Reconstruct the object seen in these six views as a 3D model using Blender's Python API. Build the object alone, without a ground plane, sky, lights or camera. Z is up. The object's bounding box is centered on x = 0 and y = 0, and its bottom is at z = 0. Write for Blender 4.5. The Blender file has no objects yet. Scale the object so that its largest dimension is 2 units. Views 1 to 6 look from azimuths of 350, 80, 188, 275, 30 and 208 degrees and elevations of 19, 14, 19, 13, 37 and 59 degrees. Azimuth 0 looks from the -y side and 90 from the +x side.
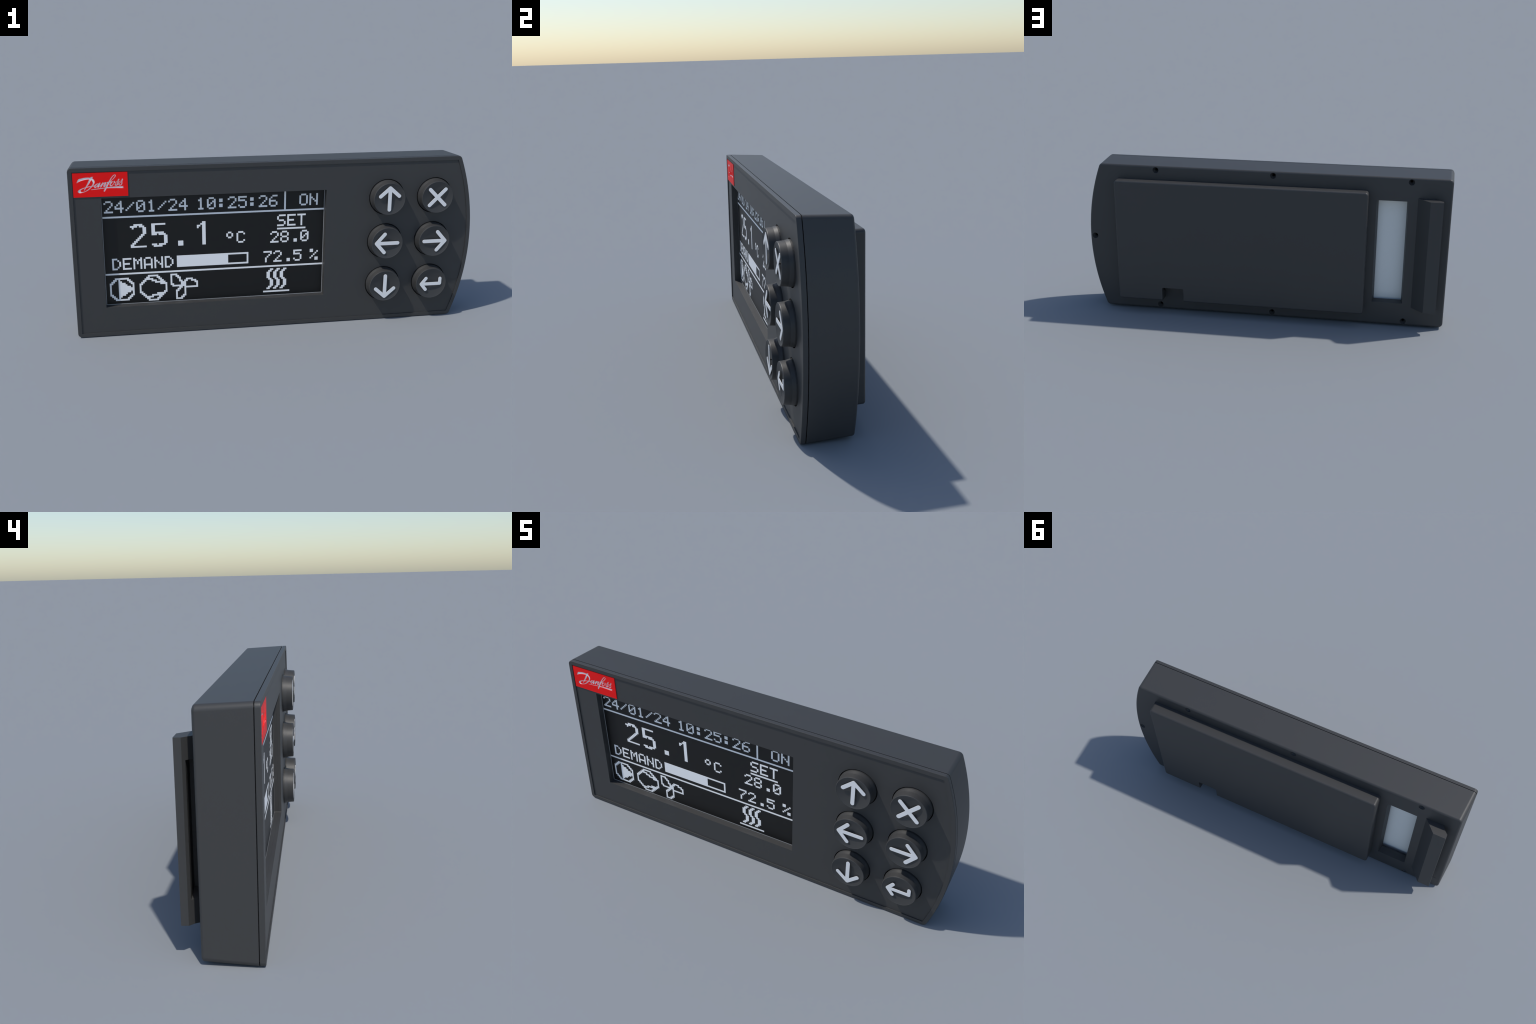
"""Dark grey wall-mounted controller: curved-end housing, dot-matrix display, six round keys."""
import math
import bpy
import bmesh
from mathutils import Vector
from mathutils.geometry import delaunay_2d_cdt

# ------------------------------------------------------------------ sizes (metres)
LEFT, RIGHT, CORNER_X = -1.0, 1.0, 0.920      # left side, apex of the bowed end, where the bow meets the top
HEIGHT = 0.8488
MID = HEIGHT / 2
CORNER_R = 0.020
BOW_R = (MID ** 2 + (RIGHT - CORNER_X) ** 2) / (2 * (RIGHT - CORNER_X))
BOW_C = RIGHT - BOW_R

Y_RIM, Y_PANEL = -0.1168, -0.1124             # raised rim and the panel sunk inside it
Y_SEAM_FRONT, Y_SEAM_BACK = -0.0982, -0.0948  # dark parting groove
Y_BACK = 0.0905
Y_REAR_MOST, Y_HOOK = 0.161, 0.1582
Y_SCREEN = -0.080
RIM = 0.0195

SCREEN = (-0.8563, 0.2355, 0.1492, 0.7005)    # opening: x0, x1, z0, z1
DOT = 0.00848
DOT_X0, DOT_Z0 = -0.8517, 0.6943

KEY_X = (0.545, 0.793)
KEY_Z = (0.6525, 0.4245, 0.196)
KEY_HOLE_R = 0.0910
Y_KEY, Y_SYMBOL = -0.161, -0.1603

Y_LABEL = 0.025
LABEL = (-0.7588, -0.6090, 0.1425, 0.7100)
SCREWS = [(x, z) for z in (0.817, 0.033) for x in (0.5975, -0.047, -0.7755)] + [(0.9626, 0.425)]


# ------------------------------------------------------------------ materials
def plastic(name, colour, roughness=0.5, grain=0.05, bump=0.0, specular=0.5):
    m = bpy.data.materials.new(name)
    m.use_nodes = True
    nt = m.node_tree
    p = nt.nodes["Principled BSDF"]
    p.inputs["Roughness"].default_value = roughness
    p.inputs["Specular IOR Level"].default_value = specular
    tex = nt.nodes.new("ShaderNodeTexCoord")
    noise = nt.nodes.new("ShaderNodeTexNoise")
    noise.inputs["Scale"].default_value = 220.0
    noise.inputs["Detail"].default_value = 3.0
    ramp = nt.nodes.new("ShaderNodeValToRGB")
    ramp.color_ramp.elements[0].position = 0.3
    ramp.color_ramp.elements[1].position = 0.7
    ramp.color_ramp.elements[0].color = (*[c * (1 - grain) for c in colour], 1)
    ramp.color_ramp.elements[1].color = (*[min(1, c * (1 + grain)) for c in colour], 1)
    nt.links.new(tex.outputs["Object"], noise.inputs["Vector"])
    nt.links.new(noise.outputs["Fac"], ramp.inputs["Fac"])
    nt.links.new(ramp.outputs["Color"], p.inputs["Base Color"])
    if bump:
        b = nt.nodes.new("ShaderNodeBump")
        b.inputs["Strength"].default_value = bump
        b.inputs["Distance"].default_value = 0.0005
        nt.links.new(noise.outputs["Fac"], b.inputs["Height"])
        nt.links.new(b.outputs["Normal"], p.inputs["Normal"])
    return m


CASE = plastic("case_plastic", (0.0475, 0.0475, 0.0475), 0.5, 0.03)
KEYCAP = plastic("key_rubber", (0.0475, 0.0475, 0.0475), 0.5, 0.03)
GLASS = plastic("screen_black", (0.0010, 0.0010, 0.0011), 0.5, 0.02)
LIT = plastic("lit_dots", (0.98, 0.98, 0.98), 0.5, 0.01)
EDGE = plastic("screen_edge", (0.36, 0.36, 0.36), 0.5, 0.02)
SYMBOL = plastic("symbol_print", (0.87, 0.87, 0.87), 0.5, 0.01)
RED = plastic("red_enamel", (0.98, 0.0005, 0.0008), 0.5, 0.01, specular=0.32)
WHITE = plastic("white_inlay", (0.98, 0.98, 0.98), 0.5, 0.01)
PAPER = plastic("label_paper", (0.98, 0.99, 0.95), 0.6, 0.02)


# ------------------------------------------------------------------ helpers
def new_object(name, mesh, material, parent, smooth=None):
    if material:
        mesh.materials.clear()
        mesh.materials.append(material)
    if smooth is not None:
        mesh.shade_smooth()
        mesh.set_sharp_from_angle(angle=math.radians(smooth))
    o = bpy.data.objects.new(name, mesh)
    bpy.context.collection.objects.link(o)
    o.parent = parent
    return o


def mesh_from(name, verts, faces):
    me = bpy.data.meshes.new(name)
    me.from_pydata([tuple(v) for v in verts], [], faces)
    bm = bmesh.new()
    bm.from_mesh(me)
    bmesh.ops.recalc_face_normals(bm, faces=bm.faces)
    bm.to_mesh(me)
    bm.free()
    return me


def loft(name, loops):
    """Closed solid through equal-length loops of 3D points, both ends capped."""
    n = len(loops[0])
    verts = [p for lp in loops for p in lp]
    faces = [list(range(n)), [(len(loops) - 1) * n + i for i in range(n)]]
    for k in range(len(loops) - 1):
        for i in range(n):
            j = (i + 1) % n
            faces.append([k * n + i, k * n + j, (k + 1) * n + j, (k + 1) * n + i])
    return mesh_from(name, verts, faces)


def prism(name, outline, y0, y1):
    return loft(name, [[(x, y0, z) for x, z in outline], [(x, y1, z) for x, z in outline]])


def box_mesh(name, x0, x1, y0, y1, z0, z1):
    return prism(name, [(x0, z0), (x1, z0), (x1, z1), (x0, z1)], y0, y1)


def circle(cx, cz, r, n=64):
    return [(cx + r * math.cos(2 * math.pi * i / n), cz + r * math.sin(2 * math.pi * i / n)) for i in range(n)]


def housing_outline(inset=0.0, rounded=True, arc=40, fillet=8, radius=None, side=0.0):
    """Rectangle with a bowed right end; corners filleted (or left sharp)."""
    z0, z1, x0 = inset, HEIGHT - inset, LEFT + inset + side
    R, BOW_X = BOW_R - inset, BOW_C - side
    cr = radius or max(CORNER_R - inset, 0.002)

    def fil(cx, cz, a0, a1):
        return [(cx + cr * math.cos(a0 + (a1 - a0) * i / fillet), cz + cr * math.sin(a0 + (a1 - a0) * i / fillet))
                for i in range(fillet + 1)]

    if not rounded:
        a = math.asin((z1 - MID) / R)
        bow = [(BOW_X + R * math.cos(-a + 2 * a * i / arc), MID + R * math.sin(-a + 2 * a * i / arc)) for i in range(arc + 1)]
        return [(x0, z0)] + bow + [(x0, z1)]
    # fillet circle tangent to the straight edge and to the bow
    fz = z1 - cr
    fx = BOW_X + math.sqrt((R - cr) ** 2 - (fz - MID) ** 2)
    t = math.atan2(fz - MID, fx - BOW_X)
    bow = [(BOW_X + R * math.cos(-t + 2 * t * i / arc), MID + R * math.sin(-t + 2 * t * i / arc)) for i in range(arc + 1)]
    pts = fil(x0 + cr, z0 + cr, math.pi, 1.5 * math.pi)
    pts += fil(fx, z0 + cr, -0.5 * math.pi, -t)[:-1]
    pts += bow
    pts += fil(fx, fz, t, 0.5 * math.pi)[1:]
    pts += fil(x0 + cr, fz, 0.5 * math.pi, math.pi)
    return pts


def at(outline, y):
    return [(x, y, z) for x, z in outline]


def evaluated(o):
    dg = bpy.context.evaluated_depsgraph_get()
    me = bpy.data.meshes.new_from_object(o.evaluated_get(dg))
    old = o.data
    o.modifiers.clear()
    o.data = me
    bpy.data.meshes.remove(old)


def carve(o, cutters):
    """Subtract the given meshes from the object, one after the other."""
    for me in cutters:
        c = bpy.data.objects.new("cutter", me)
        bpy.context.collection.objects.link(c)
        m = o.modifiers.new("carve", "BOOLEAN")
        m.operation, m.solver, m.object = "DIFFERENCE", "EXACT", c
        bpy.context.view_layer.update()
        evaluated(o)
        bpy.data.objects.remove(c)
        bpy.data.meshes.remove(me)


def finish(o, angle=28):
    """Smooth by angle, with flat faces kept flat by weighted normals."""
    me = o.data
    me.shade_smooth()
    me.set_sharp_from_angle(angle=math.radians(angle))
    w = o.modifiers.new("weights", "WEIGHTED_NORMAL")
    w.keep_sharp = True
    w.weight = 100
    bpy.context.view_layer.update()
    evaluated(o)


def rounded_rect(x0, x1, z0, z1, r, n=6):
    pts = []
    for cx, cz, a in ((x0 + r, z0 + r, math.pi), (x1 - r, z0 + r, 1.5 * math.pi), (x1 - r, z1 - r, 0), (x0 + r, z1 - r, 0.5 * math.pi)):
        pts += [(cx + r * math.cos(a + 0.5 * math.pi * i / n), cz + r * math.sin(a + 0.5 * math.pi * i / n)) for i in range(n + 1)]
    return pts


def lathe(name, profile, n=72):
    """Revolve (y, r) about the y axis; the last point is the pole."""
    verts, faces = [], []
    for y, r in profile[:-1]:
        verts += [(r * math.cos(2 * math.pi * i / n), y, r * math.sin(2 * math.pi * i / n)) for i in range(n)]
    verts.append((0, profile[-1][0], 0))
    rings = len(profile) - 1
    for k in range(rings - 1):
        for i in range(n):
            j = (i + 1) % n
            faces.append([k * n + i, k * n + j, (k + 1) * n + j, (k + 1) * n + i])
    for i in range(n):
        faces.append([(rings - 1) * n + i, (rings - 1) * n + (i + 1) % n, len(verts) - 1])
    faces.append(list(range(n)))
    return mesh_from(name, verts, faces)


def holds(poly, x, z):
    """Is the point inside a convex counter-clockwise polygon?"""
    return all((b[0] - a[0]) * (z - a[1]) - (b[1] - a[1]) * (x - a[0]) >= 0 for a, b in zip(poly, poly[1:] + poly[:1]))


def split_plane(polygons, frame=None):
    """Merge overlapping 2D polygons into clean triangles: (points, inside, outside-but-in-frame)."""
    verts, faces = [], []
    for poly in ([frame] if frame else []) + polygons:
        faces.append(list(range(len(verts), len(verts) + len(poly))))
        verts += [Vector(p) for p in poly]
    v, _, tris, _, _, _ = delaunay_2d_cdt(verts, [], faces, 1, 1e-6)
    inside, outside = [], []
    for t in tris:
        cx, cz = sum(v[i][0] for i in t) / 3, sum(v[i][1] for i in t) / 3
        (inside if any(holds(p, cx, cz) for p in polygons) else outside).append(list(t))
    return [tuple(p) for p in v], inside, outside


def slab(name, points, tris, y_front, y_back):
    """Solid plate from flat triangles in xz: front, back and the walls along every open edge."""
    verts, faces, seen, count = [], [], {}, {}

    def vid(i, y):
        if (i, y) not in seen:
            seen[(i, y)] = len(verts)
            verts.append((points[i][0], y, points[i][1]))
        return seen[(i, y)]

    for t in tris:
        faces.append([vid(i, y_front) for i in t])
        faces.append([vid(i, y_back) for i in reversed(t)])
        for a, b in zip(t, t[1:] + t[:1]):
            count.setdefault(frozenset((a, b)), []).append((a, b))
    for es in count.values():
        if len(es) == 1:
            a, b = es[0]
            faces.append([vid(a, y_front), vid(a, y_back), vid(b, y_back), vid(b, y_front)])
    return mesh_from(name, verts, faces)


# ------------------------------------------------------------------ the thing
root = bpy.data.objects.new("wall_controller", None)
bpy.context.collection.objects.link(root)
root["label"] = "dark grey control unit with dot-matrix display and six round keys"
root["category"] = "control panel"

# ---- front bezel: raised rim, sunk panel, screen opening, six key holes
bezel = new_object("front_bezel", loft("front_bezel", [
    at(housing_outline(0.0), Y_SEAM_FRONT),
    at(housing_outline(0.0), Y_RIM + 0.0025),
    at(housing_outline(0.0008), Y_RIM + 0.0008),
    at(housing_outline(0.0025), Y_RIM)]), CASE, root)


def screen_cutter(y1):
    x0, x1, z0, z1 = SCREEN
    return prism("cut", rounded_rect(x0, x1, z0, z1, 0.003, 3), -0.2, y1)


carve(bezel, [prism("cut", housing_outline(RIM, rounded=False), -0.2, Y_PANEL), screen_cutter(0.0)]
      + [prism("cut", circle(x, z, KEY_HOLE_R, 72), -0.2, 0.0) for x in KEY_X for z in KEY_Z])
finish(bezel)

# ---- rear housing with parting groove, rounded back edge, label pocket and screw holes
ROUND, DRAFT, LEAN = 0.011, 0.0088, 0.0003          # edge radius; the sides lean in by DRAFT towards the back
loops = [at(housing_outline(0.012), Y_SEAM_FRONT + 0.0002), at(housing_outline(0.012), Y_SEAM_BACK),
         at(housing_outline(0.0), Y_SEAM_BACK)]
for i in range(7):
    a = 0.5 * math.pi * i / 6
    loops.append(at(housing_outline(DRAFT + ROUND * (1 - math.cos(a)), radius=0.022 - ROUND * (1 - math.cos(a)), side=LEAN), Y_BACK - ROUND + ROUND * math.sin(a)))
housing = new_object("rear_housing", loft("rear_housing", loops), CASE, root)
lx0, lx1, lz0, lz1 = LABEL
cuts = [screen_cutter(Y_SCREEN + 0.003),
        loft("cut", [at(rounded_rect(lx0 - d * 0.6, lx1 + d, lz0 - d * 0.6, lz1 + d * 0.3, 0.0015, 2), y)
                     for d, y in ((0.0105, 0.2), (0.0105, Y_BACK + 0.001), (0.0, 0.048), (0.0, 0.035))]),
        box_mesh("cut", lx0 - 0.03, lx1 + 0.03, Y_LABEL - 0.002, 0.048, lz0 - 0.06, lz1 + 0.04),
        loft("cut", [[(-0.982, Y_BACK + 0.0005, z), (-0.900, Y_BACK - 0.0035, z), (-0.900, 0.2, z), (-0.982, 0.2, z)] for z in (0.1135, 0.7365)])]
cuts += [prism("cut", circle(x, z, KEY_HOLE_R, 72), -0.2, -0.070) for x in KEY_X for z in KEY_Z]
for x, z in SCREWS:
    cuts.append(loft("cut", [at(circle(x, z, r, 32), y) for y, r in ((0.2, 0.0165), (0.0865, 0.0165), (0.070, 0.0070), (-0.02, 0.0070))]))
carve(housing, cuts)
finish(housing)

# ---- back cover: shallow box with rounded edges and a cable notch in its lower edge
BX0, BX1, BZ0, BZ1, BR = -0.5575, 0.8155, 0.0848, 0.7655, 0.010


def inset_rect(d, flare=0.0):
    return rounded_rect(BX0 + d, BX1 - d + flare, BZ0 + d, BZ1 - d, 0.016 - d)


loops = [at(inset_rect(0, 0.0065), Y_BACK - 0.004)]           # the side towards the bowed end slopes outwards
for i in range(6):
    a = 0.5 * math.pi * i / 5
    loops.append(at(inset_rect(BR * (1 - math.cos(a))), Y_REAR_MOST - BR + BR * math.sin(a)))
cover = new_object("back_cover", loft("back_cover", loops), CASE, root)
carve(cover, [prism("cut", rounded_rect(0.4435, 0.5650, 0.0, 0.1630, 0.008), Y_BACK + 0.0005, 0.3),
              box_mesh("cut", 0.55, 0.600, 0.1, 0.125, 0.135, 0.160)])
finish(cover)

# ---- mounting hook: undercut prism with a slot along its overhanging side
HOOK = [(-0.8135, Y_BACK - 0.006), (-0.8135, Y_BACK), (-0.8768, Y_HOOK), (-0.9440, Y_HOOK), (-0.9440, 0.1330),
        (-0.9250, 0.1145), (-0.9105, Y_BACK), (-0.9105, Y_BACK - 0.006)]
hook = new_object("mounting_hook", loft("mounting_hook", [[(x, y, 0.1165) for x, y in HOOK], [(x, y, 0.7330) for x, y in HOOK]]), CASE, root)
carve(hook, [loft("cut", [[(-0.97, 0.08, z0), (-0.858, 0.08, z0 + 0.03), (-0.858, 0.08, z1), (-0.97, 0.08, z1)],
                          [(-0.97, 0.1235, z0), (-0.858, 0.1235, z0 + 0.03), (-0.858, 0.1235, z1), (-0.97, 0.1235, z1)]])
             for z0, z1 in ((0.190, 0.660),)])
finish(hook, 15)

# ---- paper label at the bottom of its pocket
new_object("label", box_mesh("label", lx0 - 0.0295, lx1 + 0.0295, Y_LABEL - 0.0018, Y_LABEL, lz0 - 0.0595, lz1 + 0.0395), PAPER, root)

# ---- screen
sx0, sx1, sz0, sz1 = SCREEN
display = new_object("display", box_mesh("display", sx0 + 0.0002, sx1 - 0.0002, Y_SCREEN, Y_SCREEN + 0.0028, sz0 + 0.0002, sz1 - 0.0002), GLASS, root)


def line_cells(x0, y0, x1, y1):
    """Dots on a straight run between two cells."""
    n = max(abs(x1 - x0), abs(y1 - y0))
    return {(round(x0 + (x1 - x0) * i / n), round(y0 + (y1 - y0) * i / n)) for i in range(n + 1)} if n else {(x0, y0)}


def cells(segments):
    out = set()
    for s in segments:
        out |= line_cells(*(s if len(s) == 4 else s * 2))
    return out


def block(x0, y0, x1, y1):
    return {(x, y) for x in range(x0, x1 + 1) for y in range(y0, y1 + 1)}


def dot_mesh(name, dots):
    """Dots joined into one thin raised sheet; column right, row down, one unit = one dot."""
    verts, faces, idx = [], [], {}
    yf, yb = -0.0004, 0.0002

    def vid(c, r, y):
        k = (c, r, y)
        if k not in idx:
            idx[k] = len(verts)
            verts.append((c * DOT, y, -r * DOT))
        return idx[k]

    for c, r in sorted(dots):
        faces.append([vid(c, r + 1, yf), vid(c + 1, r + 1, yf), vid(c + 1, r, yf), vid(c, r, yf)])
        for (dc, dr), (a, b) in {(-1, 0): ((c, r), (c, r + 1)), (1, 0): ((c + 1, r + 1), (c + 1, r)),
                                 (0, -1): ((c + 1, r), (c, r)), (0, 1): ((c, r + 1), (c + 1, r + 1))}.items():
            if (c + dc, r + dr) not in dots:
                faces.append([vid(*a, yf), vid(*a, yb), vid(*b, yb), vid(*b, yf)])
    me = bpy.data.meshes.new(name)
    me.from_pydata(verts, [], faces)
    return me


def put_dots(name, mesh, col, row):
    o = new_object(name, mesh, LIT if not mesh.materials else None, display)
    o.location = (DOT_X0 + col * DOT, Y_SCREEN, DOT_Z0 - row * DOT)
    return o


# five by seven dot characters, as strokes between cells
GLYPHS = {
    "0": [(1, 0, 3, 0), (1, 6, 3, 6), (0, 1, 0, 5), (4, 1, 4, 5), (1, 4, 3, 2)],
    "1": [(2, 0, 2, 6), (1, 1), (1, 6, 3, 6)],
    "2": [(0, 1), (1, 0, 3, 0), (4, 1, 4, 2), (3, 3, 1, 5), (0, 6, 4, 6)],
    "4": [(3, 0, 3, 6), (2, 1, 0, 3), (0, 4, 4, 4)],
    "5": [(0, 0, 4, 0), (0, 1, 0, 2), (1, 2, 3, 2), (4, 3, 4, 5), (1, 6, 3, 6), (0, 5)],
    "6": [(2, 0, 4, 0), (1, 1), (0, 2, 0, 5), (1, 3, 3, 3), (4, 4, 4, 5), (1, 6, 3, 6)],
    "7": [(0, 0, 4, 0), (4, 1, 2, 3), (1, 4, 1, 6)],
    "8": [(1, 0, 3, 0), (1, 3, 3, 3), (1, 6, 3, 6), (0, 1, 0, 2), (4, 1, 4, 2), (0, 4, 0, 5), (4, 4, 4, 5)],
    "/": [(4, 1, 0, 5)],
    ":": [(1, 1, 2, 1), (1, 2, 2, 2), (1, 4, 2, 4), (1, 5, 2, 5)],
    ".": [(2, 5, 3, 5), (2, 6, 3, 6)],
    "%": [(0, 0, 1, 0), (0, 1, 1, 1), (4, 1, 0, 5), (3, 5, 4, 5), (3, 6, 4, 6)],
    "A": [(1, 0, 3, 0), (0, 1, 0, 6), (4, 1, 4, 6), (1, 4, 3, 4)],
    "C": [(1, 0, 3, 0), (1, 6, 3, 6), (0, 1, 0, 5), (4, 1), (4, 5)],
    "D": [(0, 0, 0, 6), (1, 0, 2, 0), (1, 6, 2, 6), (3, 1), (3, 5), (4, 2, 4, 4)],
    "E": [(0, 0, 0, 6), (1, 0, 4, 0), (1, 3, 3, 3), (1, 6, 4, 6)],
    "M": [(0, 0, 0, 6), (4, 0, 4, 6), (1, 1), (3, 1), (2, 2, 2, 3)],
    "N": [(0, 0, 0, 6), (4, 0, 4, 6), (1, 2, 3, 4)],
    "O": [(1, 0, 3, 0), (1, 6, 3, 6), (0, 1, 0, 5), (4, 1, 4, 5)],
    "S": [(1, 0, 4, 0), (0, 1, 0, 2), (1, 3, 3, 3), (4, 4, 4, 5), (0, 6, 3, 6)],
    "T": [(0, 0, 4, 0), (2, 1, 2, 6)],
    "degree": [(1, 0, 2, 0), (0, 1, 0, 2), (3, 1, 3, 2), (1, 3, 2, 3)],
}
glyph_mesh = {}


def write(text, col, row):
    for ch in text:
        if ch == " ":
            col += 4
            continue
        key = "degree" if ch == "°" else ch
        if key not in glyph_mesh:
            glyph_mesh[key] = dot_mesh("character", cells(GLYPHS[key]))
        put_dots("character", glyph_mesh[key], col, row)
        col += 6


write("24/01/24 10:25:26", 1, 2)
write("ON", 113, 2)
write("SET", 100, 14)
write("28.0", 96, 24)
write("°C", 70, 23)
write("72.5 %", 92, 36)
write("DEMAND", 4, 36)

# double-height reading
BIG = {
    "two": cells([(2, 0, 6, 0), (0, 1, 3, 1), (1, 2), (5, 1, 7, 1), (7, 2, 7, 5), (8, 2, 8, 5),
                  (6, 6, 0, 12), (7, 6, 1, 12), (0, 13, 8, 13)]),
    "five": cells([(0, 0, 7, 0), (0, 1, 0, 6), (1, 1, 1, 6), (2, 5, 6, 5), (2, 6), (4, 6, 7, 6), (7, 7, 7, 11),
                   (8, 7, 8, 11), (0, 12, 2, 12), (4, 12, 7, 12), (1, 13, 5, 13)]),
    "point": block(0, 0, 2, 2),
    "one": block(3, 0, 4, 13) | cells([(2, 1), (0, 2, 1, 2), (0, 3)]),
}
for key, col, row in (("two", 15, 16), ("five", 27, 16), ("point", 42, 27), ("one", 53, 16)):
    put_dots("large_character", dot_mesh("large_character", BIG[key]), col, row)

# rules and the demand bar
for x0, y0, x1, y1 in ((0, 11, 127, 11), (0, 45, 127, 45), (104, 0, 104, 10), (100, 22, 116, 22)):
    put_dots("divider_line", dot_mesh("divider_line", block(0, 0, x1 - x0, y1 - y0)), x0, y0)
put_dots("progress_bar", dot_mesh("progress_bar", block(0, 0, 41, 6) - block(30, 1, 40, 5)), 41, 36)


def ring(w, h, cut):
    """Stepped octagon outline w by h dots whose corners are cut by `cut` dots."""
    out = cells([(cut, 0, w - 1 - cut, 0), (cut, h - 1, w - 1 - cut, h - 1), (0, cut, 0, h - 1 - cut), (w - 1, cut, w - 1, h - 1 - cut)])
    for i in range(1, cut + 1):
        for r in (i, h - 1 - i):
            out |= {(cut - i, r), (cut - i + 1, r), (w - 1 - cut + i, r), (w - 2 - cut + i, r)}
    return out


# pump: octagon with a solid triangle pointing right
reach = (0, 1, 3, 4, 6, 7)
pump = ring(14, 14, 3)
for i, w in enumerate(reach):
    pump |= block(5, 1 + i, 5 + w, 1 + i) | block(5, 12 - i, 5 + w, 12 - i)
put_dots("pump_icon", dot_mesh("pump_icon", pump), 2, 48)

# compressor: octagon crossed by two converging lines
comp = ring(16, 16, 5) | cells([(4, 2, 7, 2), (7, 3, 9, 3), (9, 4, 12, 4), (12, 3, 13, 3), (12, 5, 15, 5), (13, 4)])
comp |= cells([(3, 13, 7, 13), (7, 12, 13, 12), (10, 11, 14, 11), (11, 13, 12, 13)])
put_dots("compressor_icon", dot_mesh("compressor_icon", comp), 19, 47)

# fan: three outlined blades round a solid hub
fan = block(6, 5, 8, 6) | cells([
    (0, 0, 3, 0), (3, 1, 4, 1), (4, 2, 5, 2), (5, 3), (5, 4, 6, 4), (0, 1, 0, 6), (1, 6), (1, 7, 8, 7),
    (9, 3, 12, 3), (8, 4, 9, 4), (12, 4, 14, 4), (14, 5, 15, 5), (15, 6, 15, 8), (8, 8, 14, 8),
    (5, 8, 6, 8), (4, 9, 5, 9), (3, 10, 4, 10), (3, 11, 3, 15), (4, 15, 6, 15), (8, 8, 8, 13), (7, 13), (6, 14, 7, 14)])
put_dots("fan_icon", dot_mesh("fan_icon", fan), 37, 47)

# heater: three wavy streams over a plate
heat = block(0, 14, 15, 14)
for k in (2, 6, 10):
    for r, d in enumerate((2, 1, 0, 0, 0, 0, 1, 2, 2, 2, 2, 1, 0)):
        heat |= {(k + d, r), (k + d + 1, r)}
put_dots("heater_icon", dot_mesh("heater_icon", heat), 92, 47)

# thin grey edge of the picture area
w = 0.0034
bx0, bx1, bz0, bz1 = sx0 + 0.0005, sx1 - 0.0007, sz0 + 0.0009, sz1 - 0.0004
edge_pts, edge_in, _ = split_plane([[(bx0, bz0), (bx1, bz0), (bx1, bz0 + w), (bx0, bz0 + w)],
                                    [(bx0, bz0), (bx0 + w, bz0), (bx0 + w, bz1), (bx0, bz1)],
                                    [(bx1 - w, bz0), (bx1, bz0), (bx1, bz1), (bx1 - w, bz1)]])
new_object("display_edge", slab("display_edge", edge_pts, edge_in, Y_SCREEN - 0.0003, Y_SCREEN + 0.0005), EDGE, display)

# ------------------------------------------------------------------ keys
profile = [(-0.072, 0.0868), (-0.118, 0.0868), (-0.1325, 0.0832), (-0.1582, 0.0812), (-0.1601, 0.0806), (Y_KEY, 0.0792), (Y_KEY, 0.0780),
           (-0.1602, 0.0766)]
DISH = 0.0115
for i in range(1, 9):
    r = 0.0766 * (1 - i / 8)
    profile.append((-0.1602 + DISH * (1 - (r / 0.0766) ** 2), r))
key_mesh = lathe("key", profile)


def capsule(a, b, r, n=8):
    ang = math.atan2(b[1] - a[1], b[0] - a[0])
    pts = [(b[0] + r * math.cos(ang - math.pi / 2 + math.pi * i / n), b[1] + r * math.sin(ang - math.pi / 2 + math.pi * i / n)) for i in range(n + 1)]
    pts += [(a[0] + r * math.cos(ang + math.pi / 2 + math.pi * i / n), a[1] + r * math.sin(ang + math.pi / 2 + math.pi * i / n)) for i in range(n + 1)]
    return pts


def arrow(turn):
    c, s = math.cos(math.radians(turn)), math.sin(math.radians(turn))
    rot = lambda p: (p[0] * c - p[1] * s, p[0] * s + p[1] * c)
    tip, tail = (0.0, 0.0562), (0.0, -0.0540)
    return [capsule(rot(tip), rot(q), 0.0090) for q in (tail, (-0.0478, 0.0143), (0.0478, 0.0143))]


X_ARM = 0.0400
SYMBOLS = {
    (0, 0): arrow(0), (0, 1): arrow(90), (1, 1): arrow(-90), (0, 2): arrow(180),
    (1, 0): [capsule((-X_ARM, -X_ARM), (X_ARM, X_ARM), 0.0090), capsule((-X_ARM, X_ARM), (X_ARM, -X_ARM), 0.0090)],
    (1, 2): [capsule((-0.0525, -0.0025), (-0.0285, 0.0280), 0.0083), capsule((-0.0525, -0.0025), (-0.0285, -0.0325), 0.0083),
             capsule((-0.0525, -0.0025), (0.0470, -0.0025), 0.0083), capsule((0.0470, -0.0025), (0.0470, 0.0245), 0.0083)],
}
for (i, j), strokes in SYMBOLS.items():
    key = new_object("key", key_mesh, KEYCAP, root, smooth=None)
    key.location = (KEY_X[i], 0, KEY_Z[j])
    pts, tris, _ = split_plane(strokes)
    new_object("key_symbol", slab("key_symbol", pts, tris, Y_SYMBOL, Y_SYMBOL + 0.0016), SYMBOL, key)
    new_object("symbol_stem", prism("symbol_stem", circle(0, 0, 0.0028, 12), Y_SYMBOL + 0.0010, -0.147), KEYCAP, key)
key_mesh.shade_smooth()
key_mesh.set_sharp_from_angle(angle=math.radians(5.0))

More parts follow.
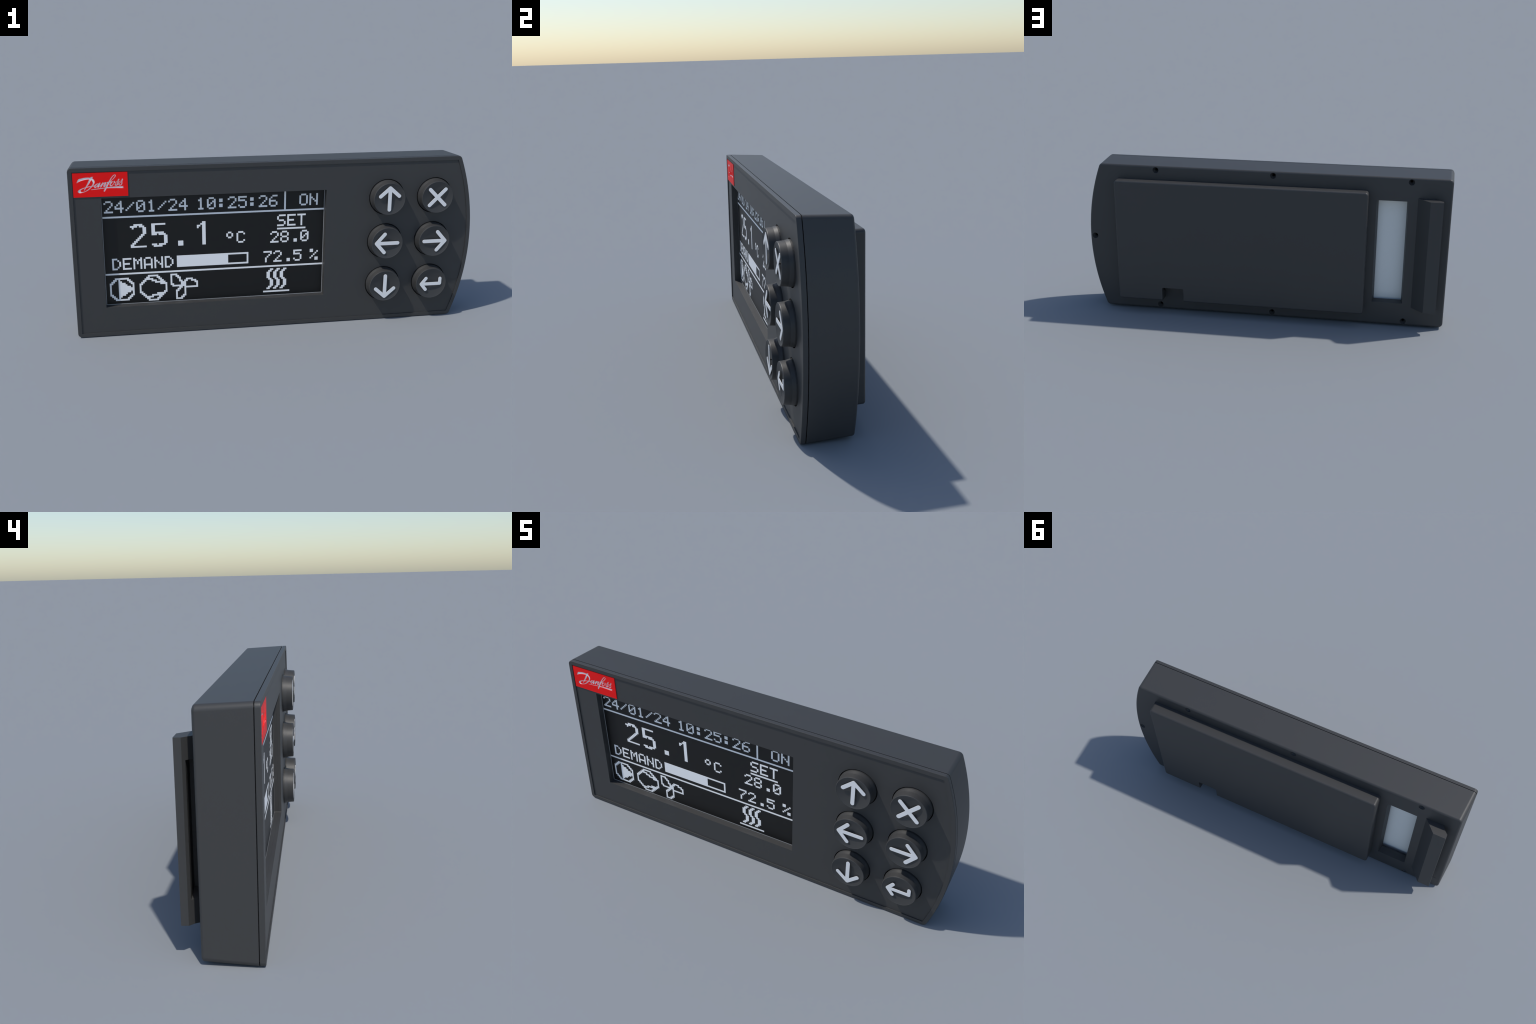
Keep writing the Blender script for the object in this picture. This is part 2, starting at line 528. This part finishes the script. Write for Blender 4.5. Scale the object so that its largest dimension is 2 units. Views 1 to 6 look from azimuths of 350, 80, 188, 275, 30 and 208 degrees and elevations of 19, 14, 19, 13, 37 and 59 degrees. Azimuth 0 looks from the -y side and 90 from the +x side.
# ------------------------------------------------------------------ red name plate with engraved script
# Strokes in millimetres on the plate: x from its left edge, y down from its top edge.
# EDGE_STROKES give both edges of a brush stroke (x, y, x, y); SPINE_STROKES give centre and width.
EDGE_STROKES = {
    "capital_sweep": [
        (16.8, 47.6, 17.1, 47.8), (26.3, 29.4, 29.7, 40.8), (39, 25.5, 40.4, 36.8), (53, 22.6, 55.9,
        33), (70.4, 21.8, 69.9, 31.4), (81.5, 23.5, 78.2, 31.7), (91, 27.1, 85, 34.8), (97.6, 33.8,
        89.5, 40.8), (100.1, 43.4, 91.3, 47.4), (97.9, 52, 90.2, 53.2), (92.5, 61.3, 86.2, 60.3), (86.5,
        67.6, 81, 66), (76.9, 76.8, 72.9, 73.7), (66.7, 84.4, 63.4, 81.4), (53.7, 90.5, 52.5, 87.2),
        (41.7, 94, 41.3, 89.3), (29.7, 95.4, 35.8, 88), (22.3, 91.8, 33.8, 85.7), (21.1, 86.3, 35.4,
        82.1), (27.3, 79.2, 40.6, 77.9), (39.5, 73.1, 52.7, 72.9), (56.5, 67.6, 60.5, 71), (67.9, 64.4,
        70.4, 68.5), (80.5, 62.7, 80.3, 66.3), (91, 62, 90.8, 65.6), (98.1, 60, 97.2, 64)],
    "capital_stem": [
        (83.4, 19.9, 94.9, 18.9), (80.7, 25.2, 90.3, 26.3), (74.6, 33.7, 84.2, 35.5), (65.9, 51.6, 74.9,
        51.9), (56.5, 68, 64.3, 65.3), (48.7, 81.5, 54.4, 80.3), (49.6, 83.4, 51.7, 83.5)],
    "underline": [
        (81.3, 79.1, 81.5, 82.1), (112.3, 75.6, 112, 79.9), (147.6, 71.8, 147.3, 76.2), (168.8, 69.1,
        168.4, 76.2), (197, 68.1, 196.6, 76.6), (228.1, 67.7, 227.6, 77.9)],
    "tail_a": [
        (228.1, 67.7, 227.8, 72.6), (232.7, 67.5, 232.8, 67.7)],
    "tail_b": [
        (227.9, 72.1, 227.6, 77.9), (234.5, 77.8, 234.7, 78.1)],
}
SPINE_STROKES = {
    "a_bowl": [
        (117.7, 53.5, 2.8), (112.1, 53.3, 3.6), (106.4, 56.7, 4.6), (101.1, 62.3, 6), (98.4, 67.7, 6),
        (100.3, 70.7, 5), (105.7, 68.7, 3.9), (111.3, 62.7, 3.6), (116.2, 56, 3.2)],
    "a_stem": [
        (124.2, 49.7, 5), (120.4, 55.8, 6.4), (116.2, 62.2, 6.4), (113.5, 66.5, 5.7), (115.1, 69.1,
        3.9), (120.6, 65.3, 2.5), (128.7, 58.3, 2.5), (134.6, 51.9, 2.8)],
    "n_stem": [
        (138.3, 49.1, 5), (134.4, 55.6, 6.7), (129.4, 63.4, 6.4), (125.9, 69.5, 5)],
    "n_arch": [
        (133.5, 59.9, 2.5), (141.6, 52.9, 3.2), (148.1, 49.1, 5), (150.1, 51, 5.7), (145.8, 57.8, 6),
        (141.7, 63.9, 6), (140.8, 66.8, 4.3), (145, 66.6, 3.2), (152.4, 60.6, 2.8), (161.3, 50.7, 3.2)],
    "f_loop": [
        (142, 89.2, 6.7), (147.1, 80.2, 6.4), (153.3, 68.7, 6.4), (159.6, 57.2, 6), (167.3, 44.4, 5.3),
        (174.9, 31.5, 4.3), (184, 19.5, 3.6), (191.3, 13.9, 3.2), (195.5, 13.7, 3.2), (196.4, 17.4,
        3.9), (192.1, 24.9, 3.6), (183.2, 34.7, 3), (172.9, 43.1, 2.7)],
    "f_bar": [
        (156.5, 49.1, 4.6), (162.9, 47.9, 4.6), (171.4, 46.3, 3.6), (177, 46.2, 4.3)],
    "o_bowl": [
        (184.1, 45.4, 2.5), (178.3, 47.3, 5), (172.7, 53.7, 5.7), (170, 59.8, 5.7), (171.5, 63.9, 4.6),
        (177.5, 64.1, 3.6), (184.1, 58.1, 3.2), (188.3, 51, 2.8), (190.8, 44.9, 6.7)],
    "o_link": [
        (190.4, 45.2, 6.4), (190.9, 48.9, 5), (193.6, 50.8, 2.5), (199.5, 47, 2.3), (205.3, 43.2, 2.8)],
    "s_a": [
        (211.9, 34, 4.3), (210.5, 36.5, 6), (207.8, 41.5, 4.3), (206.8, 47.3, 3.6), (207, 53.1, 4.3),
        (204.1, 59.6, 5), (198.7, 62.7, 4.6), (193.5, 61.4, 4.6), (194.4, 57.1, 3.6), (198.4, 53.6,
        2.6), (204.9, 50.9, 2.3), (210, 48.1, 2.1)],
    "s_b": [
        (227.9, 34.2, 4.6), (227.4, 37.1, 6), (225.4, 42.8, 4.3), (225.1, 48.7, 3.6), (224.4, 55.2,
        4.1), (221, 61, 4.4), (215.6, 63.3, 4.1), (211.1, 61, 4.1), (212.4, 55.5, 3.4), (217.6, 50.6,
        2.7), (223.4, 47.9, 2.5)],
    "s_link": [
        (208.5, 48.4, 2.1), (216.4, 45.1, 2.3), (224.7, 42.5, 3.2)],
}


def spline(points, steps=5):
    """Catmull-Rom through points of any dimension."""
    P = [points[0]] + list(points) + [points[-1]]
    out = []
    for k in range(1, len(P) - 2):
        for s in range(steps):
            t = s / steps
            out.append(tuple(0.5 * (2 * b + (c - a) * t + (2 * a - 5 * b + 4 * c - d) * t * t + (3 * b - a - 3 * c + d) * t ** 3)
                             for a, b, c, d in zip(*P[k - 1:k + 3])))
    out.append(tuple(points[-1]))
    return out


PX, PZ, PW, PH = -0.9772, 0.8252, 0.2519, 0.1154
Y_PLATE, ENGRAVED = -0.1153, 0.0020


def plate_point(x, y):
    return PX + x / 1000, PZ - y / 1000


def ribbon(pairs):
    """Brush stroke as a strip of triangles between its two edges."""
    out = []
    for (a, b, c, d), (e, f, g, h) in zip(pairs, pairs[1:]):
        p, q, r, t = plate_point(a, b), plate_point(e, f), plate_point(g, h), plate_point(c, d)
        for tri in ([p, q, r], [p, r, t]):
            area = sum(m[0] * n[1] - n[0] * m[1] for m, n in zip(tri, tri[1:] + tri[:1]))
            if abs(area) > 1e-8:
                out.append(tri if area > 0 else tri[::-1])
    return out


strokes = []
for name, pairs in EDGE_STROKES.items():
    strokes += ribbon(spline(pairs, 1 if name.startswith(("underline", "tail", "capital_stem")) else 4))
for pts in SPINE_STROKES.values():
    sp = spline(pts)
    pairs = []
    for k, (x, y, w) in enumerate(sp):
        (xa, ya, _), (xb, yb, _) = sp[max(k - 1, 0)], sp[min(k + 1, len(sp) - 1)]
        l = math.hypot(xb - xa, yb - ya) or 1
        w *= 1.12
        nx, ny = -(yb - ya) / l * w / 2, (xb - xa) / l * w / 2
        pairs.append((x + nx, y + ny, x - nx, y - ny))
    strokes += ribbon(pairs)
    for x, y, w in (sp[0], sp[-1]):
        strokes.append(circle(*plate_point(x, y), w / 2000, 12))

frame = [(PX, PZ - PH), (PX + PW, PZ - PH), (PX + PW, PZ), (PX, PZ)]
pts, letters, field = split_plane(strokes, frame)
plate = new_object("name_plate", slab("name_plate", pts, field, Y_PLATE, Y_PANEL + 0.0003), RED, root)
new_object("script_lettering", slab("script_lettering", pts, letters, Y_PLATE + ENGRAVED, Y_PANEL + 0.0002), WHITE, plate)
